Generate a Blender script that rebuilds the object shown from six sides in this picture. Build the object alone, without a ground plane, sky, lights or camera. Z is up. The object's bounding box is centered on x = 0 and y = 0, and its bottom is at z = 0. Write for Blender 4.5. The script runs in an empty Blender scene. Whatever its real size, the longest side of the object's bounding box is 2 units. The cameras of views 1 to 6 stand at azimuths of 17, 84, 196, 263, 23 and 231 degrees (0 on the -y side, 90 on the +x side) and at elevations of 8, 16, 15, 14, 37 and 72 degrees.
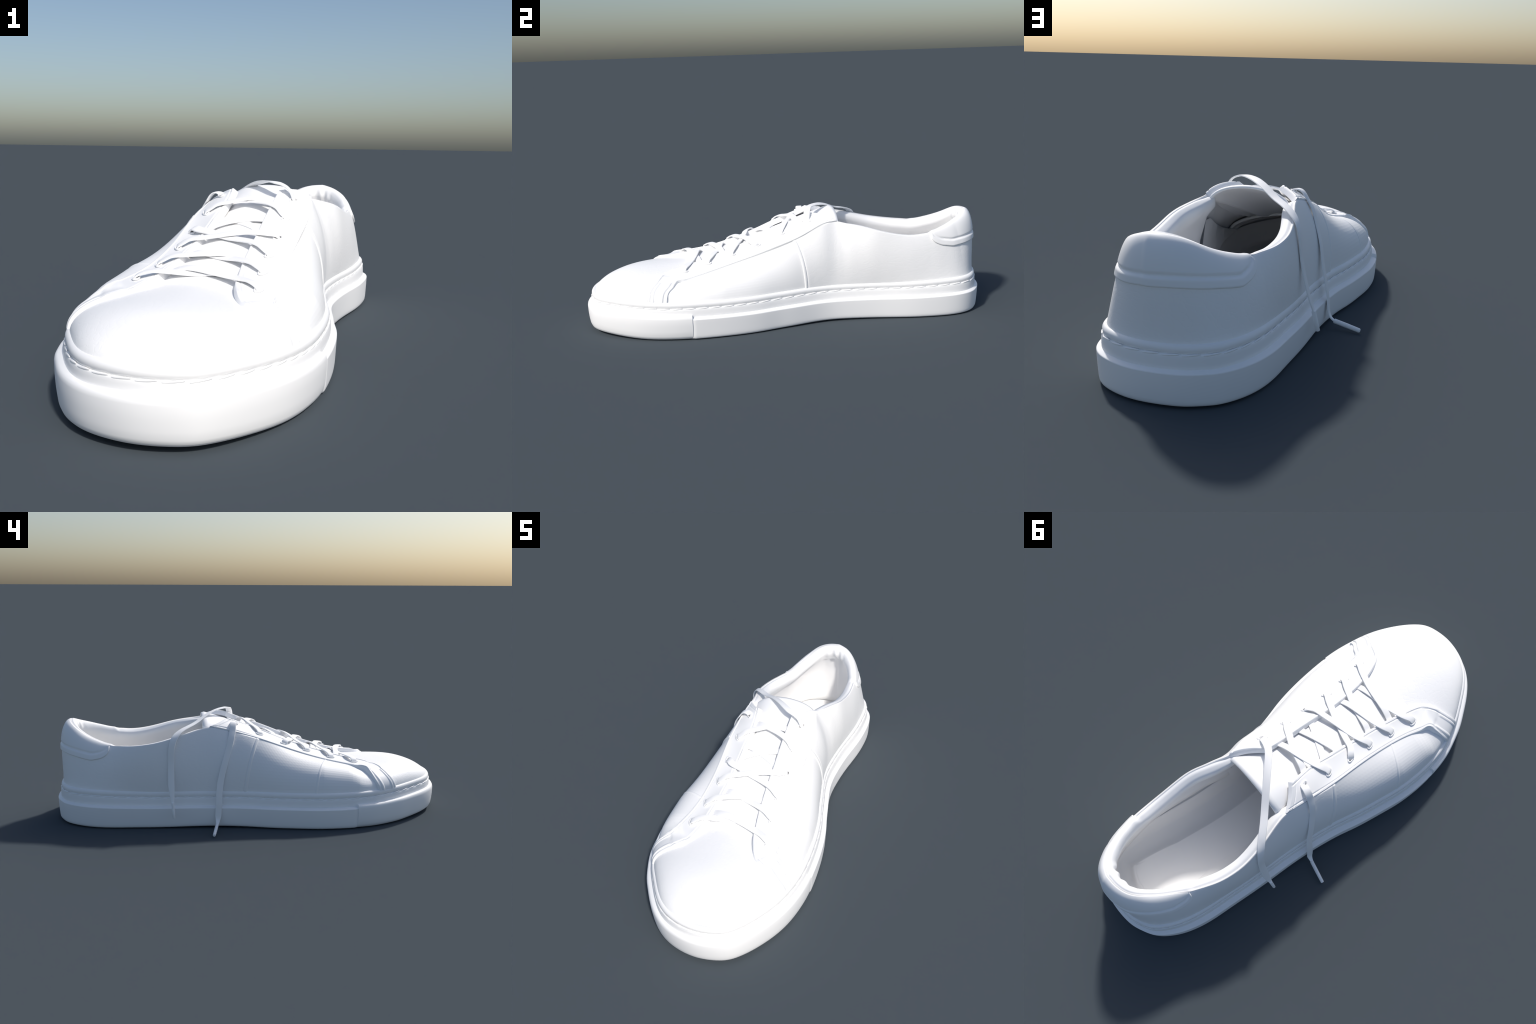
# A white low-top leather sneaker: rubber cup sole, stitched welt, leather vamp,
# quarters, eyestays, tongue, padded collar with heel tab, flat laces with aglets.
import bpy, bmesh, math
import numpy as np
from mathutils import Vector, Matrix

rng = np.random.default_rng(7)

# ------------------------------------------------------------------ helpers
def A(*p):
    return np.array(p, float)

def cubic(x, y):
    """natural cubic spline through (x, y); y may be vector valued"""
    x = np.asarray(x, float); y = np.asarray(y, float)
    if y.ndim == 1: y = y[:, None]
    n = len(x); h = np.diff(x)
    M = np.eye(n); R = np.zeros_like(y)
    for i in range(1, n - 1):
        M[i, i - 1:i + 2] = h[i - 1], 2 * (h[i - 1] + h[i]), h[i]
        R[i] = 6 * ((y[i + 1] - y[i]) / h[i] - (y[i] - y[i - 1]) / h[i - 1])
    m = np.linalg.solve(M, R)
    def f(q):
        q = np.atleast_1d(np.asarray(q, float))
        k = np.clip(np.searchsorted(x, q) - 1, 0, n - 2)
        d = h[k][:, None]; a = (x[k + 1] - q)[:, None]; b = (q - x[k])[:, None]
        out = (m[k] * a ** 3 + m[k + 1] * b ** 3) / (6 * d) + (y[k] / d - m[k] * d / 6) * a + (y[k + 1] / d - m[k + 1] * d / 6) * b
        return out
    return f

def curve(pts, n):
    """n points, evenly spaced along a smooth curve through pts"""
    pts = np.asarray(pts, float)
    s = np.r_[0, np.cumsum(np.linalg.norm(np.diff(pts, axis=0), axis=1))]
    f = cubic(s, pts)
    P = f(np.linspace(0, s[-1], 800))
    return even(P, n)

def even(P, n):
    s = np.r_[0, np.cumsum(np.linalg.norm(np.diff(P, axis=0), axis=1))]
    q = np.linspace(0, s[-1], n)
    return np.stack([np.interp(q, s, P[:, k]) for k in range(P.shape[1])], 1)

def lut(xs, ys):
    """smooth scalar function of one variable from a few control values"""
    f = cubic(xs, ys)
    lo, hi = xs[0], xs[-1]
    return lambda q: f(np.clip(q, lo, hi))[:, 0]

def lin(q, xs, ys):
    return np.interp(q, xs, ys)

def smooth(q, a, b):
    t = np.clip((np.asarray(q, float) - a) / (b - a), 0, 1)
    return t * t * (3 - 2 * t)

def norm(v):
    return v / np.maximum(np.linalg.norm(v, axis=-1, keepdims=True), 1e-12)

def make(name, verts, faces, mat, parent=None, smooth_shade=True, angle=None):
    me = bpy.data.meshes.new(name)
    me.from_pydata([tuple(map(float, v)) for v in verts], [], [tuple(map(int, f)) for f in faces])
    bm = bmesh.new(); bm.from_mesh(me)
    bmesh.ops.remove_doubles(bm, verts=bm.verts, dist=1e-5)
    bmesh.ops.recalc_face_normals(bm, faces=bm.faces)
    bm.to_mesh(me); bm.free()
    me.materials.append(mat)
    if smooth_shade:
        me.shade_smooth()
        if angle: me.set_sharp_from_angle(angle=math.radians(angle))
    ob = bpy.data.objects.new(name, me)
    bpy.context.scene.collection.objects.link(ob)
    if parent: ob.parent = parent
    return ob

def grid_faces(nu, nv, close_u=False, off=0):
    i = np.arange(nu if close_u else nu - 1)[:, None]; j = np.arange(nv - 1)[None]
    a = i * nv + j; b = ((i + 1) % nu) * nv + j
    return (np.stack([a, b, b + 1, a + 1], -1).reshape(-1, 4) + off).tolist()

def grid_normals(P, ref=None):
    du = np.gradient(P, axis=0); dv = np.gradient(P, axis=1)
    n = norm(np.cross(du, dv))
    if ref is not None:
        flip = np.sign(np.sum(n * ref, axis=-1, keepdims=True)); flip[flip == 0] = 1
        # one decision for the whole sheet, so the normals never tear
        n = n * (1 if flip.mean() > 0 else -1)
    return n

def edge_steps(n, fine=(0, .006, .014, .026, .042, .062, .085)):
    """0..1 with extra samples close to both ends, where sheets are rounded"""
    f = np.array(fine)
    mid = np.linspace(f[-1], 1 - f[-1], n)
    return np.unique(np.r_[f, mid, 1 - f])

def sheet(name, P, thick, mat, parent, ref, r=.008, sink=.004, extra=None, sides=(1, 1, 1, 1)):
    """closed sheet standing on the surface grid P, its rim rounded with radius r.
    extra(du0,du1,dv0,dv1) may add relief from the distances to the four borders."""
    n = grid_normals(P, ref)
    lu = np.r_[np.zeros((1, P.shape[1])), np.cumsum(np.linalg.norm(np.diff(P, axis=0), axis=-1), axis=0)]
    lv = np.c_[np.zeros(P.shape[0]), np.cumsum(np.linalg.norm(np.diff(P, axis=1), axis=-1), axis=1)]
    d = [lu, lu[-1:] - lu, lv, lv[:, -1:] - lv]
    dm = np.full(P.shape[:2], 9.)
    for k in range(4):
        if sides[k]: dm = np.minimum(dm, d[k])
    q = np.clip(dm / r, 0, 1)
    h = thick * np.sqrt(np.clip(1 - (1 - q) ** 2, 0, 1))
    if extra is not None: h = h + extra(*d) * q
    top = P + n * h[..., None]; bot = P - n * sink
    nu, nv = P.shape[:2]
    V = np.r_[top.reshape(-1, 3), bot.reshape(-1, 3)]; o = nu * nv
    F = grid_faces(nu, nv) + grid_faces(nu, nv, off=o)
    ring = [i * nv for i in range(nu)] + [(nu - 1) * nv + j for j in range(1, nv)] + [i * nv + nv - 1 for i in range(nu - 2, -1, -1)] + [j for j in range(nv - 2, 0, -1)]
    F += [(a, b, b + o, a + o) for a, b in zip(ring, ring[1:] + ring[:1])]
    return make(name, V, F, mat, parent)

def groove(d, at, width, depth):
    return -depth * np.exp(-((d - at) / width) ** 2)

# ---------------------------------------------------------------- materials
def material(name, color, rough, grain=None, bump=.1, scale=60, spec=.5):
    m = bpy.data.materials.new(name); m.use_nodes = True
    nt = m.node_tree; b = nt.nodes["Principled BSDF"]
    b.inputs["Base Color"].default_value = (*color, 1); b.inputs["Roughness"].default_value = rough
    b.inputs["Specular IOR Level"].default_value = spec
    tc = nt.nodes.new("ShaderNodeTexCoord")
    # a very faint tone variation, the same on every side
    nz = nt.nodes.new("ShaderNodeTexNoise"); nz.inputs["Scale"].default_value = 5; nz.inputs["Detail"].default_value = 3
    cr = nt.nodes.new("ShaderNodeValToRGB")
    cr.color_ramp.elements[0].position = .3; cr.color_ramp.elements[1].position = .7
    cr.color_ramp.elements[0].color = (*[c * .99 for c in color], 1); cr.color_ramp.elements[1].color = (*color, 1)
    nt.links.new(tc.outputs["Object"], nz.inputs["Vector"]); nt.links.new(nz.outputs["Fac"], cr.inputs["Fac"])
    nt.links.new(cr.outputs["Color"], b.inputs["Base Color"])
    if grain:
        bp = nt.nodes.new("ShaderNodeBump"); bp.inputs["Strength"].default_value = bump; bp.inputs["Distance"].default_value = .01
        if grain == "leather":
            v = nt.nodes.new("ShaderNodeTexVoronoi"); v.feature = "DISTANCE_TO_EDGE"; v.inputs["Scale"].default_value = scale
            w = nt.nodes.new("ShaderNodeTexNoise"); w.inputs["Scale"].default_value = scale * .35; w.inputs["Detail"].default_value = 5
            mx = nt.nodes.new("ShaderNodeVectorMath"); mx.operation = "MULTIPLY_ADD"
            mx.inputs[1].default_value = (.075, .075, .075)
            mp = nt.nodes.new("ShaderNodeMapping"); mp.inputs["Scale"].default_value = (1, .55, 1.25); mp.inputs["Rotation"].default_value = (.35, 0, 0)
            nt.links.new(tc.outputs["Object"], mp.inputs["Vector"])
            nt.links.new(w.outputs["Color"], mx.inputs[0]); nt.links.new(mp.outputs["Vector"], mx.inputs[2])
            nt.links.new(mx.outputs[0], v.inputs["Vector"]); nt.links.new(tc.outputs["Object"], w.inputs["Vector"])
            cl = nt.nodes.new("ShaderNodeMath"); cl.operation = "MINIMUM"; cl.inputs[1].default_value = .10
            nt.links.new(v.outputs["Distance"], cl.inputs[0])
            ad = nt.nodes.new("ShaderNodeMath"); ad.operation = "ADD"
            sc = nt.nodes.new("ShaderNodeMath"); sc.operation = "MULTIPLY"; sc.inputs[1].default_value = 3.0
            nt.links.new(cl.outputs[0], sc.inputs[0]); nt.links.new(sc.outputs[0], ad.inputs[0]); nt.links.new(w.outputs["Fac"], ad.inputs[1])
            nt.links.new(ad.outputs[0], bp.inputs["Height"])
        else:
            w = nt.nodes.new("ShaderNodeTexNoise"); w.inputs["Scale"].default_value = scale; w.inputs["Detail"].default_value = 4
            nt.links.new(tc.outputs["Object"], w.inputs["Vector"]); nt.links.new(w.outputs["Fac"], bp.inputs["Height"])
        nt.links.new(bp.outputs["Normal"], b.inputs["Normal"])
    return m

WHITE = (1.0, 1.0, 1.0)
M_LEATHER = material("white_leather", WHITE, .5, "leather", .09, 40)
M_SMOOTH = material("white_smooth_leather", WHITE, .5)
M_RUBBER = material("white_rubber", WHITE, .5)
M_LINING = material("white_lining", WHITE, .6)
M_LACE = material("white_lace", WHITE, .6)
M_THREAD = material("white_thread", WHITE, .5)

# ------------------------------------------------------------ sole outline
# plan of the widest line of the sole (z about .11), from the toe tip round the
# outer (+x) side to the heel and back along the inner side
PLAN = [(.077, -1.000), (.157, -.990), (.220, -.964), (.265, -.921), (.326, -.827), (.366, -.738), (.394, -.632), (.407, -.510),
        (.406, -.430), (.401, -.352), (.385, -.225), (.368, -.145), (.347, -.070), (.328, .008), (.301, .116), (.289, .195), (.288, .295), (.299, .446),
        (.319, .60), (.325, .72), (.320, .81), (.303, .875), (.272, .923), (.208, .968), (.142, .992), (.078, 1.000), (.012, .998), (-.045, .987), (-.086, .969), (-.122, .948),
        (-.155, .914), (-.176, .883), (-.192, .853), (-.215, .790), (-.229, .724), (-.240, .612), (-.252, .475), (-.257, .400), (-.262, .30), (-.270, .205), (-.281, .120), (-.299, .020),
        (-.317, -.054), (-.334, -.140), (-.346, -.210), (-.357, -.281), (-.362, -.345), (-.362, -.420), (-.354, -.508), (-.337, -.589), (-.300, -.682), (-.272, -.738),
        (-.234, -.796), (-.193, -.853), (-.136, -.916), (-.072, -.962), (-.002, -.989)]
N = 480
_p = np.array(PLAN); _m = len(PLAN)
_loop = np.r_[_p[-8:], _p, _p[:9]]
_s = np.r_[0, np.cumsum(np.linalg.norm(np.diff(_loop, axis=0), axis=1))]
_f = cubic(_s, _loop)
O = even(_f(np.linspace(_s[8], _s[8 + _m], 3000)), N + 1)[:-1]
_t = norm(np.roll(O, -1, 0) - np.roll(O, 1, 0))
IN = np.stack([-_t[:, 1], _t[:, 0]], 1)            # inward normal (loop runs anticlockwise)
OY = O[:, 1]

def ring(inset, z):
    inset = np.broadcast_to(inset, (N,)); z = np.broadcast_to(z, (N,))
    return np.c_[O + IN * inset[:, None], z]

def z_ground(y):     # toe spring, slight lift of the arch and of the heel end
    return .013 * smooth(-y, .62, 1.0) ** 1.3 + .005 * np.exp(-((y - .2) / .22) ** 2) + .003 * smooth(y, .75, 1.0)

def z_welt(y):       # height of the welt line above the side value
    return .010 * smooth(-y, .55, .97) + .010 * smooth(y, .45, .98) - .004 * np.exp(-((y + .25) / .3) ** 2)

# ------------------------------------------------------------- thing itself
shoe = bpy.data.objects.new("sneaker", None)
shoe.empty_display_size = .2
bpy.context.scene.collection.objects.link(shoe)
shoe["label"] = "plain white low-top leather sneaker with flat laces hanging loose"
shoe["category"] = "sneaker"

def loft_rings(name, rows, mat, parent, cap_first=False, cap_last=False, angle=None):
    P = np.stack(rows, 1)      # N x rows x 3
    k = P.shape[1]
    F = grid_faces(N, k, True)
    if cap_first: F.append([i * k for i in range(N)][::-1])
    if cap_last: F.append([i * k + k - 1 for i in range(N)])
    return make(name, P.reshape(-1, 3), F, mat, parent, angle=angle)

g = z_ground(OY)
KS = 1 - .22 * smooth(OY, .7, .98) + .18 * smooth(-O[:, 0], .1, .22)      # how far the upper layers step back from the wall
step = .0065 * smooth(-OY, .480, .486)               # the side wall runs on, thinner, behind the toe bumper
top = .103 + .006 * smooth(OY, .5, 1.0) - .003 * np.exp(-((OY + .25) / .3) ** 2)
sole = loft_rings("sole", [ring(.20, g), ring(.06, g), ring(.022 + step, g), ring(.014 + step, g + .001), ring(.0085 + step, g + .004), ring(.0055 + step, g + .010), ring(.0042 + step, g + .020), ring(.0030 + step, g + .038),
    ring(.0012 + step, .075), ring(.0002 + step, top - .004), ring(.0002 + step, top - .002), ring(.0012 + step, top - .0002), ring(.0032 + step, top + .0010), ring(.006 + step, top + .0022), ring(.016 * KS + step, top + .0062), ring(.019 * KS + step, top + .0070), ring(.05, top + .008), ring(.055, top), ring(.056, .060), ring(.10, .055)], M_RUBBER, shoe, True, True)

# toe bumper: a thicker, slightly taller band wrapped round the front
sel = np.where(OY < -.483)[0]
k0 = np.where(np.diff(sel) > 1)[0]
sel = np.r_[sel[k0[0] + 1:], sel[:k0[0] + 1]] if len(k0) else sel
gs = g[sel]; tb = .116 + .010 * smooth(-OY[sel], .55, .95)
rows = [(.10, gs + .004), (.050, gs + .001), (.028, gs + .0005), (.017, gs + .003), (.010, gs + .009), (.0055, gs + .020), (.0025, gs * .7 + .045), (.0005, gs * .4 + .075), (0., tb - .014), (.0015, tb - .006), (.005, tb), (.010, tb + .003), (.020, tb + .004), (.04, tb + .002)]
Pb = np.stack([np.c_[O[sel] + IN[sel] * a, b] for a, b in rows], 1)
nb, kb = Pb.shape[:2]
bumper = make("toe_bumper", Pb.reshape(-1, 3), grid_faces(nb, kb) + [list(range(kb)), [(nb - 1) * kb + j for j in range(kb)][::-1]], M_RUBBER, sole, angle=50)

zw = z_welt(OY)
tb_lift = .010 * smooth(-OY, .55, .97)
band = loft_rings("midsole_band", [ring(.05, .10), ring(.022 * KS, .104), ring(.0198 * KS, .110), ring(.0190 * KS, .120 + zw * .6), ring(.0200 * KS, .138 + zw), ring(.0212 * KS, .1445 + zw),
    ring(.0226 * KS, .1485 + zw), ring(.0250 * KS, .1505 + zw), ring(.030 * KS, .1515 + zw), ring(.05, .148 + zw)], M_RUBBER, sole)
welt = loft_rings("welt", [ring(.05, .145 + zw)] + [ring(.0245 * KS + .0135 * (1 - math.cos(a)), .1632 + zw + .0158 * math.sin(a)) for a in np.linspace(-1.35, 2.0, 13)] + [ring(.06, .172 + zw)], M_RUBBER, sole)

# stitches lying in the groove between band and welt, lens shaped and slightly twisted
sm = bpy.data.meshes.new("stitch")
bm = bmesh.new(); bmesh.ops.create_uvsphere(bm, u_segments=14, v_segments=8, radius=1)
for v in bm.verts:
    x = v.co.x; v.co = Vector((x * .027, v.co.y * .0036, v.co.z * .0034 + .0022 * x))
bm.to_mesh(sm); bm.free(); sm.shade_smooth(); sm.materials.append(M_THREAD)
NST = 76
line = ring(.0243 * KS, .1498 + zw)
lp = np.r_[line, line[:1]]
ls = np.r_[0, np.cumsum(np.linalg.norm(np.diff(lp, axis=0), axis=1))]
for i in range(NST):
    s0 = (i + .5) / NST * ls[-1]
    c, a, b = [np.array([np.interp((s0 + o) % ls[-1], ls, lp[:, k]) for k in range(3)]) for o in (0, -.02, .02)]
    t = norm(b - a); z = A(0, 0, 1); y = norm(np.cross(z, t)); z = np.cross(t, y)
    ob = bpy.data.objects.new("stitch", sm); bpy.context.scene.collection.objects.link(ob)
    ob.parent = welt
    ob.matrix_world = Matrix(((t[0], y[0], z[0], c[0]), (t[1], y[1], z[1], c[1]), (t[2], y[2], z[2], c[2]), (0, 0, 0, 1)))

# ------------------------------------------------------- feather line / paths
toe_i, heel_i = int(np.argmin(OY)), int(np.argmin(np.abs(O[:, 0] - .095) + 9 * (OY < .9)))
def feather(inset, z):
    """(right path, left path) from the toe to the heel"""
    R = ring(inset, z)
    idx = np.arange(N)
    right = [(toe_i + k) % N for k in range((heel_i - toe_i) % N + 1)]
    left = [(toe_i - k) % N for k in range((toe_i - heel_i) % N + 1)]
    return R[right], R[left], IN[right], IN[left]
FI = .0245 * KS + .0150
FR, FL, NR, NL = feather(FI, .166 + zw)

# --------------------------------------------------------------------- vamp
Y0 = -.958
ridge_z = lut([Y0, -.950, -.933, -.905, -.86, -.79, -.72, -.65, -.58, -.50, -.44], [.174, .188, .205, .223, .243, .263, .271, .274, .276, .279, .284])
ridge_x = lambda y: lin(y, [-1, -.85, -.6, -.2], [.055, .045, .035, .033])
def at_y(F, y):
    return np.stack([np.interp(y, F[:, 1], F[:, k]) for k in range(3)], -1)
def side_x(y, F, tip):
    return at_y(F, y)
kR = np.argmax(FR[:, 1] > -.9); kL = np.argmax(FL[:, 1] > -.9)
def dome_half(y):
    """feather points left and right of the dome at y"""
    L, R = at_y(FL, y), at_y(FR, y)
    return L, R
VN, VM = 1.95, 1.95
def dome_z(x, y):
    x = np.asarray(x, float); y = np.asarray(y, float)
    L, R = dome_half(y); xc = ridge_x(y)
    a = np.where(x < xc, xc - L[..., 0], R[..., 0] - xc)
    zf = np.where(x < xc, L[..., 2], R[..., 2])
    t = np.clip(np.abs(x - xc) / np.maximum(a, 1e-4), 0, 1)
    return zf + (ridge_z(y.ravel()).reshape(y.shape) - zf) * (1 - t ** dome_n(y, (x > xc) * 1.)) ** (1 / dome_m(y))
def dome_n(y, right=0.): return lin(y, [-1, -.8, -.65, -.4], [2.0, 2.0, 2.0, 2.0]) - right * lin(y, [-.85, -.6, -.4], [0, .40, .40])
def dome_m(y): return lin(y, [-1, -.8, -.6, -.4], [2.0, 2.05, 2.15, 2.15])
yv = Y0 + (-.455 - Y0) * (1 - np.cos(np.linspace(0.0, 1, 90) * math.pi / 2)) ** 1.15
yv[0] = Y0 + 1e-4
psi = np.linspace(0, math.pi, 121)
rowsP = []
for y in yv:
    L, R = dome_half(np.array([y])); L, R = L[0], R[0]
    xc = float(ridge_x(y)); zr = ridge_z(y)[0]
    c, s = np.cos(psi), np.sin(psi)
    n, m = dome_n(y, (c > 0) * 1.), float(dome_m(y))
    a = np.where(c < 0, xc - L[0], R[0] - xc); zf = np.where(c < 0, L[2], R[2])
    x = xc + a * np.sign(c) * np.abs(c) ** (2 / n)
    z = zf + (zr - zf) * s ** (2 / m)
    k = float(smooth(y, -.64, -.54)); side = np.abs(c) ** 2                 # tucks under the quarters
    x = xc + (x - xc) * (1 - .035 * k * side); z = z - .004 * k * side
    rowsP.append(np.c_[x, np.full_like(x, y), z])
PV = np.array(rowsP)
vamp = sheet("vamp", PV, .004, M_LEATHER, shoe, A(0, 0, 1), r=.006, sink=.010, sides=(0, 1, 0, 0))

# ----------------------------------------------------------------- quarters
# upper border of the side panels: along the lower edge of the eyestay, then the collar line to the heel
EL = [(-.262, -.680, .225), (-.236, -.620, .256), (-.206, -.552, .268), (-.185, -.464, .283), (-.169, -.373, .301), (-.162, -.28, .326), (-.161, -.186, .357), (-.165, -.092, .392),
      (-.166, -.002, .424), (-.161, .081, .448), (-.154, .162, .467), (-.149, .225, .479), (-.155, .272, .472), (-.168, .326, .458), (-.181, .38, .444),
      (-.190, .433, .430), (-.194, .487, .418), (-.190, .542, .409), (-.179, .597, .402), (-.159, .653, .398), (-.135, .709, .400), (-.112, .752, .412),
      (-.083, .805, .430), (-.048, .857, .455), (-.005, .900, .484), (.045, .917, .497), (.090, .920, .500)]
ER = [(.315, -.680, .222), (.300, -.620, .236), (.278, -.541, .250), (.258, -.45, .270), (.243, -.361, .292), (.233, -.268, .317), (.228, -.127, .358), (.224, .03, .412), (.214, .11, .445),
      (.200, .18, .472), (.184, .23, .480), (.185, .255, .477), (.203, .30, .468), (.221, .349, .459), (.236, .39, .450), (.246, .43, .440), (.251, .482, .427),
      (.253, .55, .413), (.252, .62, .406), (.248, .67, .409), (.241, .72, .420), (.226, .765, .435), (.207, .81, .450), (.187, .845, .463), (.160, .882, .477), (.128, .908, .490), (.090, .920, .500)]

class Patch:
    """a dense surface grid G[t, w]; w=0 at the sole, w=1 at the upper border"""
    def __init__(self, G, ref):
        self.G = G; self.n = grid_normals(G, ref)
    def _bi(self, F, t, w):
        nt, nw = F.shape[:2]
        a = np.clip(np.asarray(t, float) * (nt - 1), 0, nt - 1.001); b = np.clip(np.asarray(w, float) * (nw - 1), 0, nw - 1.001)
        i = a.astype(int); j = b.astype(int); a = (a - i)[..., None]; b = (b - j)[..., None]
        return F[i, j] * (1 - a) * (1 - b) + F[i + 1, j] * a * (1 - b) + F[i, j + 1] * (1 - a) * b + F[i + 1, j + 1] * a * b
    def at(self, t, w): return self._bi(self.G, t, w)
    def normal(self, t, w): return norm(self._bi(self.n, t, w))
    def find(self, p):
        out = []
        for q in np.atleast_2d(p):
            k = np.argmin(np.sum((self.G - q) ** 2, -1)); i, j = np.unravel_index(k, self.G.shape[:2])
            out.append((i / (self.G.shape[0] - 1), j / (self.G.shape[1] - 1)))
        return np.array(out)

NT, NW = 420, 90
def quarter_patch(E, F, NF, bulge):
    Ec = curve(E, NT)
    if E is ER:
        fr = smooth(-Ec[:, 1], -.20, -.05) * smooth(Ec[:, 1], -.62, -.52); Ec[:, 0] -= .005 * fr; Ec[:, 2] -= .009 * fr
    Ec[:, 2] -= .010 * smooth(Ec[:, 1], .66, .76) + .003 * smooth(Ec[:, 1], .35, .6)
    # feather point of every station: same y up to the back, then by arc length round the heel
    sy = .66
    kE = int(np.argmax(Ec[:, 1] > sy)); kF = int(np.argmax(F[:, 1] > sy))
    FP = np.zeros((NT, 3)); FN = np.zeros((NT, 2))
    for k in range(NT):
        if k <= kE:
            y = Ec[k, 1]; FP[k] = at_y(F, np.array([y]))[0]
            FN[k] = [np.interp(y, F[:, 1], NF[:, c]) for c in (0, 1)]
    Fb = np.c_[F[kF - 1:], NF[kF - 1:]]; Eb = Ec[kE:]
    se = np.r_[0, np.cumsum(np.linalg.norm(np.diff(Eb, axis=0), axis=1))]; se /= se[-1]
    sf = np.r_[0, np.cumsum(np.linalg.norm(np.diff(Fb[:, :2], axis=0), axis=1))]; sf /= sf[-1]
    q = np.stack([np.interp(se, sf, Fb[:, c]) for c in range(5)], 1)
    FP[kE:] = q[:, :3]; FN[kE:] = q[:, 3:]
    for _ in range(30):
        FP[1:-1] = .25 * FP[:-2] + .5 * FP[1:-1] + .25 * FP[2:]; FN[1:-1] = .25 * FN[:-2] + .5 * FN[1:-1] + .25 * FN[2:]
    y = FP[:, 1]
    beta = lin(y, [-.62, -.50, -.33, .05, .25, .45, .7, .88, .965], bulge)
    peak = lin(y, [-.7, -.3, .1, .5, .7, .9], [.45, .48, .52, .50, .62, .74])
    w = np.linspace(0, 1, NW)
    G = FP[:, None] * (1 - w)[None, :, None] + Ec[:, None] * w[None, :, None]
    p = 2 * peak; qx = 2 - p
    p, qx = np.maximum(p, .5) * 1.0, np.maximum(qx, .5) * 1.0
    b = (w[None] / (p / (p + qx))[:, None]) ** p[:, None] * ((1 - w[None]) / (qx / (p + qx))[:, None]) ** qx[:, None]
    d = norm(Ec - FP); h = np.c_[-FN, np.zeros(NT)]
    nn = norm(h - np.sum(h * d, -1, keepdims=True) * d)
    G = G + nn[:, None] * (beta[:, None] * b)[..., None]
    fr = smooth(-G[..., 1], .46, .60) * smooth(w, .08, .40)[None]   # the front end lies on the vamp
    G[..., 2] = G[..., 2] * (1 - fr) + (dome_z(G[..., 0], np.clip(G[..., 1], Y0 + .001, -.44)) + .002) * fr
    return Patch(G, np.broadcast_to(np.c_[-FN, np.zeros(NT)][:, None], G.shape)), Ec
PL, EcL = quarter_patch(EL, FL, NL, [0, .034, .047, .029, .022, .014, .016, .027, .031])
PR, EcR = quarter_patch(ER, FR, NR, [0, .023, .033, .018, .026, .016, .009, .011, .028])

def border(patch, pts, n=60):
    """(t, w) of measured points, as a smooth function t(w)"""
    tw = patch.find(np.array(pts)); o = np.argsort(tw[:, 1])
    return lambda w: np.polyval(np.polyfit(tw[:, 1], tw[:, 0], 2), w)

def panel(name, patch, t0, t1, thick, mat, nt, nw, w1=1.0, sides=(1, 1, 0, 1), r=.006, **kw):
    s = edge_steps(nt, (0, .002, .005, .010)); ww = np.linspace(0, w1, nw)
    a = t0(ww)[None]; b = t1(ww)[None]
    T = a + (b - a) * s[:, None]; W = np.broadcast_to(ww[None], T.shape)
    P = patch.at(T, W)
    return sheet(name, P, thick, mat, shoe, patch.normal(T, W), r=r, sides=sides, **kw)

seamL = border(PL, [(-.172, -.008, .412), (-.225, .015, .369), (-.244, .032, .317), (-.252, .046, .263), (-.27, .055, .200)])
seamL2 = border(PL, [(-.172, -.355, .304), (-.239, -.328, .286), (-.273, -.307, .261), (-.31, -.29, .2)])
seamR = border(PR, [(.216, .033, .403), (.242, .047, .357), (.261, .063, .299), (.274, .077, .238), (.285, .080, .18)])
zero = lambda w: 0 * w
one = lambda w: 0 * w + 1.0
for patch, seam in ((PL, seamL), (PR, seamR)):
    fq = panel("front_quarter", patch, zero, lambda w, s=seam: s(w) + .004, .003, M_SMOOTH, 44, 17, sides=(1, 1, 0, 0))
    fq.data.shade_flat()                                            # coarse flat facets modelled to draw lengthwise shading bands on smooth leather
    panel("seam_binding", patch, lambda w, s=seam: s(w) - .006, lambda w, s=seam: s(w) + .006, .0072, M_SMOOTH, 6, 50, sides=(1, 1, 0, 0), r=.008)
# the rear quarter runs in one piece from seam to seam round the heel
PQ = Patch(np.r_[PL.G[:-1], PR.G[::-1]], np.r_[PL.n[:-1], PR.n[::-1]])
half = (NT - 1) / (2 * NT - 2)
def heel_seam(a, b, c, d):
    return -.0012 * np.exp(-((a - HEEL_AT) / .004) ** 2)
HEEL_AT = 9.
rear = panel("rear_quarter", PQ, lambda w: (seamL(w) + .003) * half, lambda w: 1 - (seamR(w) + .003) * half, .006, M_LEATHER, 380, 60, sides=(1, 1, 0, 0), r=.008)
panel("seam_binding", PL, lambda w: seamL2(w) - .004, lambda w: seamL2(w) + .005, .0045, M_SMOOTH, 6, 50, sides=(1, 1, 0, 0), r=.007)

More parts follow.
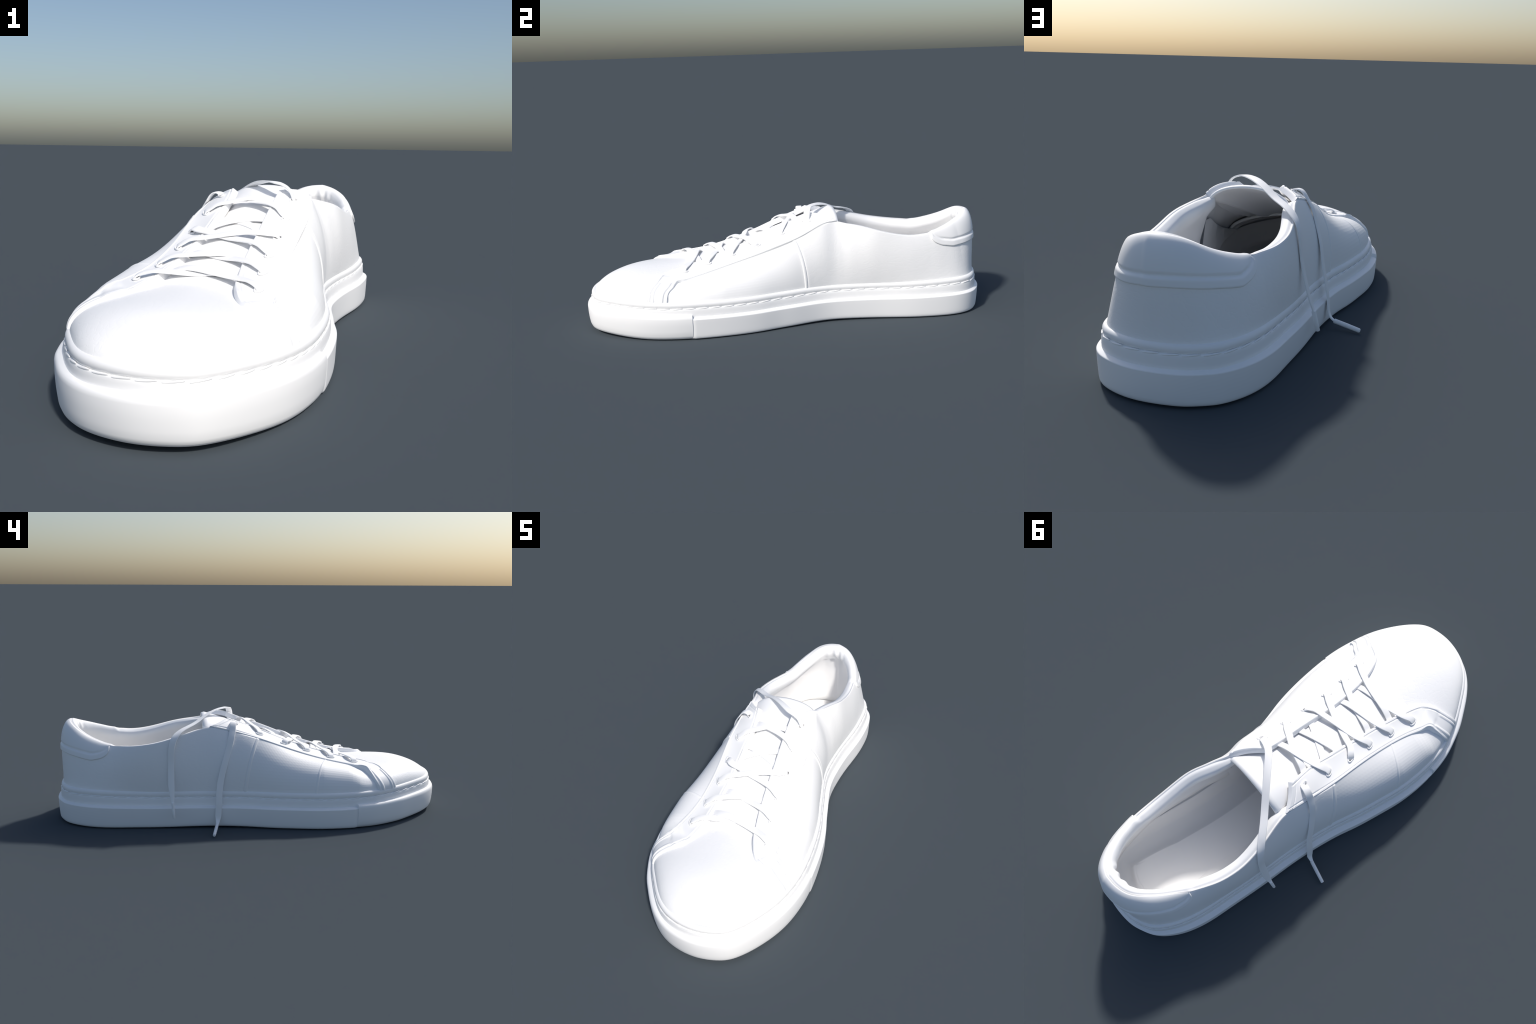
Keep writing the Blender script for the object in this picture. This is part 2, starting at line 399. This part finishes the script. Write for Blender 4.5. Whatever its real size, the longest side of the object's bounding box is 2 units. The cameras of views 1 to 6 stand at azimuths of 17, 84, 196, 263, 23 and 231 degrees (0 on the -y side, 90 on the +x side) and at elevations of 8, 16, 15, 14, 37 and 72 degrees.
# ------------------------------------------------------------------- eyestay
def bow(a, m, b, u):
    """parabola through a (u=0), m (u=.5), b (u=1)"""
    u = u[None, :, None]; a, m, b = a[:, None], m[:, None], b[:, None]
    return a * (2 * (u - .5) * (u - 1)) + m * (-4 * u * (u - 1)) + b * (2 * u * (u - .5))
def eyestay(outer, mid, inner, ref_side):
    n = 260
    F = FL if ref_side < 0 else FR
    inner = [(x, y, z - .008 * float(smooth(y, -.60, -.50))) for x, y, z in inner]
    if ref_side < 0:
        mid = [(x, y, z - .005) for x, y, z in mid]; outer = [(x, y, z - .003 * float(smooth(-y, -.2, -.1)) * float(smooth(y, -.6, -.5))) for x, y, z in outer]
        inner = [(x, y, z - .003) for x, y, z in inner]
    if ref_side > 0:
        low = lambda p, a, b: (p[0] - a * float(smooth(-p[1], -.20, -.05)), p[1], p[2] - b * float(smooth(-p[1], -.20, -.05)))
        outer = [low(p, .005, .010) for p in outer]; mid = [low(p, 0, .005) for p in mid]
    outer, mid, inner = [list(c[:-1]) + [tuple(at_y(F, np.array([c[-1][1]]))[0] + A(0, 0, -.004))] for c in (outer, mid, inner)]
    Co, Cm, Ci = curve(outer, n), curve(mid, n), curve(inner, n)
    u = edge_steps(44, (0, .01, .025, .045, .07, .1))
    v = edge_steps(220, (0, .002, .005, .009))
    k = v * (n - 1); i = np.clip(k.astype(int), 0, n - 2); f = (k - i)[:, None]
    pick = lambda C: C[i] * (1 - f) + C[i + 1] * f
    P = bow(pick(Co), pick(Cm), pick(Ci), u)
    # lie on the vamp in front, never inside it
    yy = np.clip(P[..., 1], Y0 + .001, -.44); fr = smooth(-P[..., 1], .42, .47)
    zd = dome_z(P[..., 0], yy) + .003
    fz = smooth(-P[..., 1], .56, .62)
    P[..., 2] = np.where(fr > 0, P[..., 2] * (1 - fr) + (np.maximum(P[..., 2], zd) * (1 - fz) + zd * fz) * fr, P[..., 2])
    def relief(a, b, c, d):
        e = np.minimum(c, d)
        out = groove(e, .0155, .0022, .0035)                       # stitched seam along both long borders
        out += .0012 * np.cos(e * 2 * math.pi / .012) * np.exp(-((e - .0155) / .006) ** 2)
        out += groove(a, .030, .002, .003)                          # seam near the rear end
        q = a / (a + b); out += .0035 * np.exp(-((q - .845) / .030) ** 6)   # raised bar where the strap begins
        out += .0025 * np.exp(-((e - .026) / .006) ** 4) * smooth(q, .88, .89)   # doubled seam on the strap
        if ref_side > 0: out -= .006 * smooth(q, .86, 1.0)
        return out
    return sheet("eyestay", P, .012, M_SMOOTH, shoe, A(0, 0, 1) + A(ref_side, 0, 0), r=.0045, sink=.014, extra=relief, sides=(1, 0, 1, 1)), (Co, Cm, Ci)

eyeL = [(-.108, .099, .489), (-.117, -.028, .437), (-.117, -.153, .386), (-.117, -.270, .347), (-.127, -.394, .311), (-.144, -.511, .289)]
eyeR = [(.160, .098, .482), (.166, -.033, .430), (.173, -.154, .380), (.183, -.281, .341), (.198, -.399, .309), (.221, -.515, .282)]
bed = lambda pts, dz: [(x, y, z + dz) for x, y, z in pts]
esL, cL = eyestay(
    [(-.148, .228, .480), (-.154, .162, .467), (-.161, .081, .448), (-.167, -.002, .424), (-.166, -.092, .392), (-.162, -.186, .357), (-.163, -.28, .326), (-.170, -.373, .301), (-.186, -.464, .283), (-.202, -.530, .272), (-.208, -.551, .268), (-.215, -.558, .264), (-.231, -.567, .254), (-.255, -.581, .230), (-.278, -.597, .196), (-.294, -.606, .166)],
    bed([(-.115, .180, .506)] + eyeL + [(-.165, -.575, .277), (-.205, -.618, .252), (-.248, -.640, .222), (-.272, -.655, .168)], -.008),
    [(-.067, .136, .522), (-.056, .056, .487), (-.052, -.012, .462), (-.053, -.081, .435), (-.054, -.153, .405), (-.057, -.227, .377), (-.061, -.299, .353), (-.066, -.372, .333), (-.075, -.446, .313), (-.083, -.51, .298), (-.094, -.564, .284), (-.112, -.608, .270), (-.150, -.645, .256), (-.190, -.668, .236), (-.222, -.688, .208), (-.246, -.704, .172)], -.5)
esR, cR = eyestay(
    [(.183, .250, .478), (.199, .18, .470), (.214, .11, .445), (.224, .03, .412), (.227, -.05, .384), (.229, -.127, .358), (.233, -.268, .317), (.244, -.361, .292), (.259, -.45, .270), (.273, -.522, .253), (.278, -.541, .248), (.285, -.548, .245), (.311, -.563, .228), (.336, -.585, .195), (.346, -.596, .166)],
    bed([(.150, .190, .515)] + eyeR + [(.243, -.585, .262), (.275, -.625, .243), (.312, -.645, .215), (.332, -.655, .168)], -.008),
    [(.097, .125, .514), (.097, .041, .481), (.101, -.032, .455), (.104, -.096, .430), (.107, -.158, .404), (.109, -.221, .378), (.114, -.284, .355), (.121, -.351, .333), (.129, -.407, .314), (.138, -.455, .302), (.147, -.5, .294), (.160, -.541, .284), (.180, -.584, .274), (.211, -.623, .260), (.250, -.642, .246), (.285, -.664, .225), (.308, -.680, .198), (.322, -.688, .170)], .5)

# eyelet holes: cut through, with a rolled rim
def eyelet_frame(p, C):
    Co, Cm, Ci = C
    k = int(np.argmin(np.sum((Cm - A(*p)) ** 2, 1)))
    across = norm(Ci[k] - Co[k]); along = norm(Cm[min(k + 4, len(Cm) - 1)] - Cm[k - 4])
    n = norm(np.cross(along, across)); n = n if n[2] > 0 else -n
    return across, along, n
def eyelet(p, C, parent):
    across, along, n = eyelet_frame(p, C)
    c = A(*p) + n * .003
    nu, nv, R, r = 28, 10, .0155, .0036
    V = []
    for i in range(nu):
        a = 2 * math.pi * i / nu; d = math.cos(a) * across * 1.08 + math.sin(a) * along * .95
        for j in range(nv):
            b = 2 * math.pi * j / nv; V.append(c + d * (R + r * math.cos(b)) + n * r * .8 * math.sin(b))
    F = [(i * nv + j, ((i + 1) % nu) * nv + j, ((i + 1) % nu) * nv + (j + 1) % nv, i * nv + (j + 1) % nv) for i in range(nu) for j in range(nv)]
    make("eyelet", V, F, M_SMOOTH, parent)
    return c, n
def cut_holes(ob, pts, C):
    V, F = [], []
    for p in pts:
        across, along, n = eyelet_frame(p, C); o = len(V); k = 24
        for h in (-.05, .05):
            V += [A(*p) + n * h + .0135 * (math.cos(2 * math.pi * i / k) * across + math.sin(2 * math.pi * i / k) * along) for i in range(k)]
        F += [(o + i, o + (i + 1) % k, o + k + (i + 1) % k, o + k + i) for i in range(k)] + [list(range(o, o + k))[::-1], list(range(o + k, o + 2 * k))]
    cut = make("hole_cutter", V, F, M_SMOOTH)
    mod = ob.modifiers.new("holes", "BOOLEAN"); mod.operation = "DIFFERENCE"; mod.object = cut; mod.solver = "EXACT"
    bpy.context.view_layer.update()
    me = bpy.data.meshes.new_from_object(ob.evaluated_get(bpy.context.evaluated_depsgraph_get()))
    ob.modifiers.clear(); ob.data = me; me.name = ob.name
    me.shade_smooth(); me.set_sharp_from_angle(angle=math.radians(50))
    bpy.data.objects.remove(cut)
cut_holes(esL, eyeL, cL); cut_holes(esR, eyeR, cR)
for p in eyeL: eyelet(p, cL, esL)
for p in eyeR: eyelet(p, cR, esR)

# -------------------------------------------------------------------- tongue
ty = np.linspace(-.50, .257, 60)
tz = lut([-.50, -.45, -.30, -.15, 0, .10, .20, .257], [.282, .295, .337, .388, .438, .473, .505, .523])
uu = np.linspace(-1, 1, 41)
P = []
for y in ty:
    hw = lin(y, [-.5, -.3, 0, .15, .257], [.135, .125, .125, .14, .152]); xc = lin(y, [-.5, .257], [.033, .026])
    drop = lin(y, [-.5, -.2, .1, .257], [.030, .045, .052, .058])
    P.append(np.c_[xc + hw * uu, np.full(41, y), tz(y)[0] - drop * (.62 * uu ** 2 + .38 * uu ** 6)])
tongue = sheet("tongue", np.array(P), .008, M_SMOOTH, shoe, A(0, 0, 1), r=.006, sink=.006)

# --------------------------------------------------------------- heel tab
# one continuous rear surface: left wall, round the heel, right wall
iL = int(np.argmax(EcL[:, 1] > .60)); iR = int(np.argmax(EcR[:, 1] > .60))
GB = np.r_[PL.G[iL:-1], PR.G[iR:][::-1]]
KL = len(PL.G[iL:-1])
def outw(G):
    c = A(.05, .62, 0); d = G - c; d[..., 2] = 0; return norm(d)
PB = Patch(GB, outw(GB))
low = [(-.140, .709, .375), (-.150, .722, .350), (-.155, .755, .334), (-.142, .804, .324), (-.098, .885, .337), (-.030, .945, .348), (.075, .975, .352), (.150, .945, .346), (.205, .880, .338), (.243, .813, .336), (.256, .754, .348), (.258, .716, .364), (.252, .700, .385)]
lw = PB.find(low)
lwf = lambda t: np.interp(t, lw[:, 0], lw[:, 1])
ts = edge_steps(170, (0, .002, .005, .009, .014))
T0, T1 = lw[0, 0], lw[-1, 0]
tt = T0 + (T1 - T0) * ts
lo = lwf(tt)
for _ in range(6): lo[1:-1] = .25 * lo[:-2] + .5 * lo[1:-1] + .25 * lo[2:]
us = edge_steps(36, (0, .015, .035, .06, .09))
W = lo[:, None] + (1 - lo[:, None]) * us[None]; T = np.broadcast_to(tt[:, None], W.shape)
Ptab = PB.at(T, W)
def tab_relief(a, b, c, d):
    e = np.minimum(np.minimum(a, b), 1)
    return groove(c, .036, .005, .0035) * smooth(e, .03, .08) + .004 * (1 - smooth(c, .024, .036)) + .002 * smooth(c, .036, .046)
tab = sheet("heel_tab", Ptab, .009, M_SMOOTH, shoe, PB.normal(T, W), r=.0045, sink=.003, extra=tab_relief, sides=(1, 1, 1, 0))

# -------------------------------------------------------------------- lining
# padded collar: over the rim and down the inside, all round from eyestay to eyestay
jL = int(np.argmax(EcL[:, 1] > .20)); jR = int(np.argmax(EcR[:, 1] > .235))
GC = np.r_[PL.G[jL:-1], PR.G[jR:][::-1]]
nC = np.r_[PL.n[jL:-1], PR.n[jR:][::-1]]
E = GC[:, -1]
tang = norm(np.gradient(E, axis=0)); inw = np.cross(tang, A(0, 0, 1)); inw = norm(inw * A(1, 1, 0))
ctr = A(.04, .55, 0)
if np.mean(np.sum(inw * (ctr - E) * A(1, 1, 0), 1)) < 0: inw = -inw
for _ in range(20): inw[1:-1] = norm(.25 * inw[:-2] + .5 * inw[1:-1] + .25 * inw[2:])
sarc = np.r_[0, np.cumsum(np.linalg.norm(np.diff(E, axis=0), axis=1))]
heel_s = sarc[np.argmax(E[:, 1])]
fold = np.exp(-((sarc - heel_s) / .075) ** 2) * np.cos((sarc - heel_s) * 2 * math.pi / .056)     # gathered lining behind the heel
tabness = smooth(E[:, 1], .69, .72)
thin = smooth(np.minimum(sarc, sarc[-1] - sarc), 0, .10)                                         # collar thins out towards the eyestays
wd = .028 + .015 * thin - .014 * smooth(E[:, 1], .60, .84) * (1 - .3 * np.exp(-((sarc - heel_s) / .10) ** 2))
rise = -.008 + .009 * tabness
out = E + nC[:, -1] * (.0055 + .0040 * tabness)[:, None]
def row(i, up, f=0.):
    return E + inw * (i * wd + f * fold)[:, None] + A(0, 0, 1) * (np.broadcast_to(up, wd.shape))[:, None]
zl = lambda z, k: np.maximum(z, 0)
rows = [out - A(0, 0, .016) - nC[:, -1] * .004, out - A(0, 0, .006), out + A(0, 0, .0015)]
tk = .35 + .65 * thin
rows += [row(.02, .006 * tk + rise), row(.20, .0105 * tk + rise), row(.45, .009 * tk + rise), row(.70, .002 * tk + rise), row(.90, -.010, .002), row(.97, -.024, .005), row(.98, -.042, .005), row(.96, -.058, .0045)]
rows.pop()
def inside(G, n, z, off):
    """points at height z, pushed inward from the outer wall by off"""
    q = np.zeros((len(G), 3)); nh = norm(n * A(1, 1, 0))
    zk = np.minimum(z, G[:, -1, 2] - .075)
    for k in range(len(G)):
        w = np.interp(zk[k], G[k, :, 2], np.arange(NW)); j = min(int(w), NW - 2); f = w - j
        q[k] = G[k, j] * (1 - f) + G[k, j + 1] * f - nh[k, j] * off
    q[:, 2] = zk
    return q
zb = .176 + .034 * smooth(E[:, 0], .1, .18) * smooth(E[:, 1], .26, .38) * (1 - smooth(E[:, 1], .62, .74)) - .055 * smooth(E[:, 1], .66, .82)
rows += [inside(GC, nC, E[:, 2] - .085, .032) + inw * (.003 * fold)[:, None], inside(GC, nC, np.full(len(E), .30), .028), inside(GC, nC, np.full(len(E), .24), .028), inside(GC, nC, zb + .026, .031), inside(GC, nC, zb, .034)]
rows += [inside(GC, nC, zb - .002, .026), inside(GC, nC, zb + .026, .022)]
P = np.stack(rows, 1)
lining = make("collar_lining", P.reshape(-1, 3), grid_faces(*P.shape[:2]) + [list(range(P.shape[1]))[::-1], [(P.shape[0] - 1) * P.shape[1] + j for j in range(P.shape[1])]], M_LINING, shoe)

# inner side wall in front of the lining, down to the insole
kL = int(np.argmax(EcL[:, 1] > -.50)); kR = int(np.argmax(EcR[:, 1] > -.50))
for nm, Gp, n_, k0, k1 in (("inner_wall", PL.G, PL.n, kL, jL + 6), ("inner_wall", PR.G, PR.n, kR, jR + 6)):
    Gw, nw_ = Gp[k0:k1], n_[k0:k1]; o = np.ones(len(Gw))
    P = np.stack([inside(Gw, nw_, .36 * o, .016), inside(Gw, nw_, .30 * o, .020), inside(Gw, nw_, .24 * o, .028), inside(Gw, nw_, .17 * o, .045)], 1)
    make(nm, P.reshape(-1, 3), grid_faces(*P.shape[:2]), M_LINING, shoe)
# cupped insole: raised flanks, a crease at their foot, a faint dish in the middle
fw = lin(OY, [-1, -.6, .2, .6, .95], [.80, .92, 1, 1, .72])
out_side = smooth(O[:, 0], .0, .2)
tilt = lin(OY, [-.2, .1, .4, .65, .92], [-.014, -.013, -.006, .005, .015])       # the heel seat stands higher
rowsf = [ring(.050 * fw, .150), ring(.056 * fw, .158), ring(.061 * fw, .155), ring(.067 * fw, .125), ring(.078 * fw, .092 - .012 * out_side + tilt), ring(.092 * fw, .084 - .016 * out_side + tilt), ring(.125 * fw, .082 - .016 * out_side + tilt),
         ring(.168 * fw, .082 - .012 * out_side + tilt), ring(.180 * fw, .086 + tilt), ring(.20 * fw, .088 + tilt)]
edge = ring(.188 * fw, .088 + tilt)
ys = np.linspace(edge[:, 1].min() + .004, edge[:, 1].max() - .004, 90)
def crossing(y):
    """left and right x of the insole pad at y"""
    d = edge[:, 1] - y; k = np.where(d * np.roll(d, -1) <= 0)[0]
    xs = [edge[i, 0] + (edge[(i + 1) % N, 0] - edge[i, 0]) * d[i] / (d[i] - d[(i + 1) % N] + 1e-12) for i in k]
    return min(xs), max(xs)
pad = []
for y in ys:
    a, b = crossing(y); zc = .0886 + np.interp(y, [-.2, .1, .4, .65, .92], [-.014, -.013, -.006, .005, .015])
    pad.append(np.c_[np.linspace(a, b, 15), np.full(15, y), np.full(15, zc)])
pad = np.array(pad)
footbed = loft_rings("insole", rowsf, M_LINING, shoe)
make("sock_liner", pad.reshape(-1, 3), grid_faces(*pad.shape[:2]), M_LINING, footbed)

# --------------------------------------------------------------------- laces
def ribbon(name, pts, ups, width, thick, parent=None, n=90, w_fn=None):
    """flat lace along pts; ups gives the facing direction at each control point"""
    pts = np.array(pts, float)
    s = np.r_[0, np.cumsum(np.linalg.norm(np.diff(pts, axis=0), axis=1))]
    q = np.linspace(0, s[-1], n)
    C = cubic(s, pts)(q); U = norm(np.stack([np.interp(q, s, np.array(ups, float)[:, k]) for k in range(3)], 1))
    T = norm(np.gradient(C, axis=0)); S = norm(np.cross(T, U)); U = np.cross(S, T)
    w = width * (w_fn(q / s[-1]) if w_fn else np.ones(n))
    k = 12; V = []
    for c, sd, u, ww in zip(C, S, U, w):
        for j in range(k):
            a = 2 * math.pi * j / k; ca, sa = math.cos(a), math.sin(a)
            V.append(c + sd * ww / 2 * np.sign(ca) * abs(ca) ** .55 + u * thick / 2 * np.sign(sa) * abs(sa) ** .55)
    F = [(i * k + j, (i + 1) * k + j, (i + 1) * k + (j + 1) % k, i * k + (j + 1) % k) for i in range(n - 1) for j in range(k)]
    F += [list(range(k))[::-1], list(range((n - 1) * k, n * k))]
    return make(name, V, F, M_LACE, parent or shoe, angle=40)

LW, LT = .031, .0065
def frame_at(p, side):
    return eyelet_frame(p, cL if side < 0 else cR)
def edge_pt(y, side):
    C = (cL if side < 0 else cR)[2]; k = 175
    o = np.argsort(C[:, 1]); return np.array([np.interp(y, C[o, 1], C[o, c]) for c in range(3)])
def tongue_z(y): return tz(y)[0] + .0105
def cross(pa, sa, pb, sb, over_end, level, bend=0):
    """lace from eyelet pa (out of the hole, over the edge) to pb: over its edge too, or under it"""
    a, b = A(*pa), A(*pb)
    na = frame_at(pa, sa)[2]; nb = frame_at(pb, sb)[2]
    dab = norm((b - a) * A(1, 1, 0))
    ya = a[1] + (b[1] - a[1]) * .30; yb = a[1] + (b[1] - a[1]) * .70
    ea, eb = edge_pt(ya, sa), edge_pt(yb, sb)
    mid = (a + b) / 2; mid[2] = max(tongue_z(mid[1]) + .004 + level, (ea[2] + eb[2]) / 2 + .007 + level)
    up = A(0, -.35, 1.)
    nea = norm(na + up * .6)
    pts = [a - na * .018 - dab * .004, a + na * .006 - dab * .001, a + na * .0155 + dab * .014, (a + ea) / 2 + na * .0185, ea + nea * .0168, mid]
    ups = [-dab + na * .1, na * .6 - dab * .8, na, na, nea, up]
    if over_end:
        pts += [eb + A(0, 0, .0168), (b + eb) / 2 + nb * .0185, b + nb * .0155 - dab * .014, b + nb * .006 + dab * .001, b - nb * .018 + dab * .004]
        ups += [nb * .5 + up * .5, nb, nb, nb * .6 + dab * .8, dab + nb * .1]
    else:
        pts += [eb - dab * .02 + A(0, 0, .004), eb + dab * .02 - A(0, 0, .012), b - nb * .020]
        ups += [nb, nb, nb]
    return ribbon("lace", pts, ups, LW, LT)
# pairs are numbered from the ankle (0) to the toe (5) in eyeL / eyeR
L, R = eyeL, eyeR
cross(R[5], 1, L[4], -1, False, .008); cross(L[5], -1, R[4], 1, False, -.002)
cross(L[4], -1, R[3], 1, False, .008); cross(R[4], 1, L[3], -1, False, -.002)
cross(R[3], 1, L[2], -1, True, .002); cross(L[3], -1, R[2], 1, True, .012)
cross(R[1], 1, L[0], -1, False, .006); cross(L[1], -1, R[0], 1, False, .014)
# underneath the eyestays, from pair 2 to pair 1
for pa, pb, lv in ((L[2], R[1], .008), (R[2], L[1], .001)):
    a, b = A(*pa), A(*pb); m = (a + b) / 2; m[2] = tongue_z(m[1]) + lv
    q1, q2 = a + (b - a) * .25, a + (b - a) * .75; q1[2] = tongue_z(q1[1]) - .008 + lv; q2[2] = tongue_z(q2[1]) - .008 + lv
    up = A(0, -.35, 1)
    ribbon("lace", [a - A(0, 0, .022), q1, m, q2, b - A(0, 0, .022)], [up] * 5, LW, LT)
# the two free ends
up = A(0, 0, 1)
loop_end = ribbon("lace", [(.166, .098, .462), (.158, .100, .487), (.140, .106, .520), (.094, .121, .540), (.050, .155, .543), (.009, .194, .538), (-.041, .242, .521), (-.091, .289, .497), (-.138, .335, .482), (-.176, .375, .464), (-.205, .402, .434), (-.218, .414, .390), (-.224, .417, .334), (-.243, .419, .242), (-.264, .416, .165), (-.276, .413, .128)],
    [(1, 0, .3), (1, 0, .3), (.7, 0, .6), (.2, -.2, 1), (0, .1, 1), (0, .3, 1), (0, .3, 1), (-.1, .3, 1), (-.2, .3, 1), (-.4, .3, 1), (-1, .1, .6), (-1, 0, .1), (-1, 0, .05), (-1, 0, .2), (-1, 0, .1), (-1, 0, .1)], LW, LT, n=150, w_fn=lambda q: lin(q, [0, .90, 1], [1, 1, .45]))
hang_end = ribbon("lace", [(-.104, .099, .470), (-.110, .101, .496), (-.135, .106, .500), (-.165, .112, .470), (-.188, .120, .436), (-.206, .132, .392), (-.222, .146, .348), (-.237, .161, .300), (-.249, .176, .243), (-.266, .187, .171), (-.276, .190, .120), (-.281, .193, .078), (-.291, .197, .042), (-.312, .201, .026)],
    [(-.6, .0, .6), (-.5, 0, 1), (-.4, 0, 1), (-1, 0, .6), (-1, 0, .5), (-1, 0, .4), (-1, 0, .3), (-1, 0, .25), (-1, 0, .2), (-1, 0, .2), (-1, 0, .1), (-1, 0, .1), (-1, 0, .5), (-.4, 0, 1)], LW, LT, n=150, w_fn=lambda q: lin(q, [0, .91, .97, 1], [1, 1, .55, .4]))
def aglet(a, b, r, parent):
    a, b = A(*a), A(*b); t = norm(b - a); s = norm(np.cross(t, A(0, 1, .3))); u = np.cross(s, t)
    prof = [(0, .75), (0.02, 1), (.5, 1.0), (.97, .92), (1, .7)]; k = 16; V = []
    for q, m in prof:
        V += [a + (b - a) * q + r * m * (math.cos(2 * math.pi * j / k) * s + math.sin(2 * math.pi * j / k) * u * .85) for j in range(k)]
    F = [(i * k + j, (i + 1) * k + j, (i + 1) * k + (j + 1) % k, i * k + (j + 1) % k) for i in range(len(prof) - 1) for j in range(k)]
    F += [list(range(k))[::-1], list(range((len(prof) - 1) * k, len(prof) * k))]
    make("aglet", V, F, M_LACE, parent, angle=40)
aglet((-.274, .414, .136), (-.291, .409, .062), .0085, loop_end)
aglet((-.306, .201, .029), (-.409, .222, .0095), .0092, hang_end)
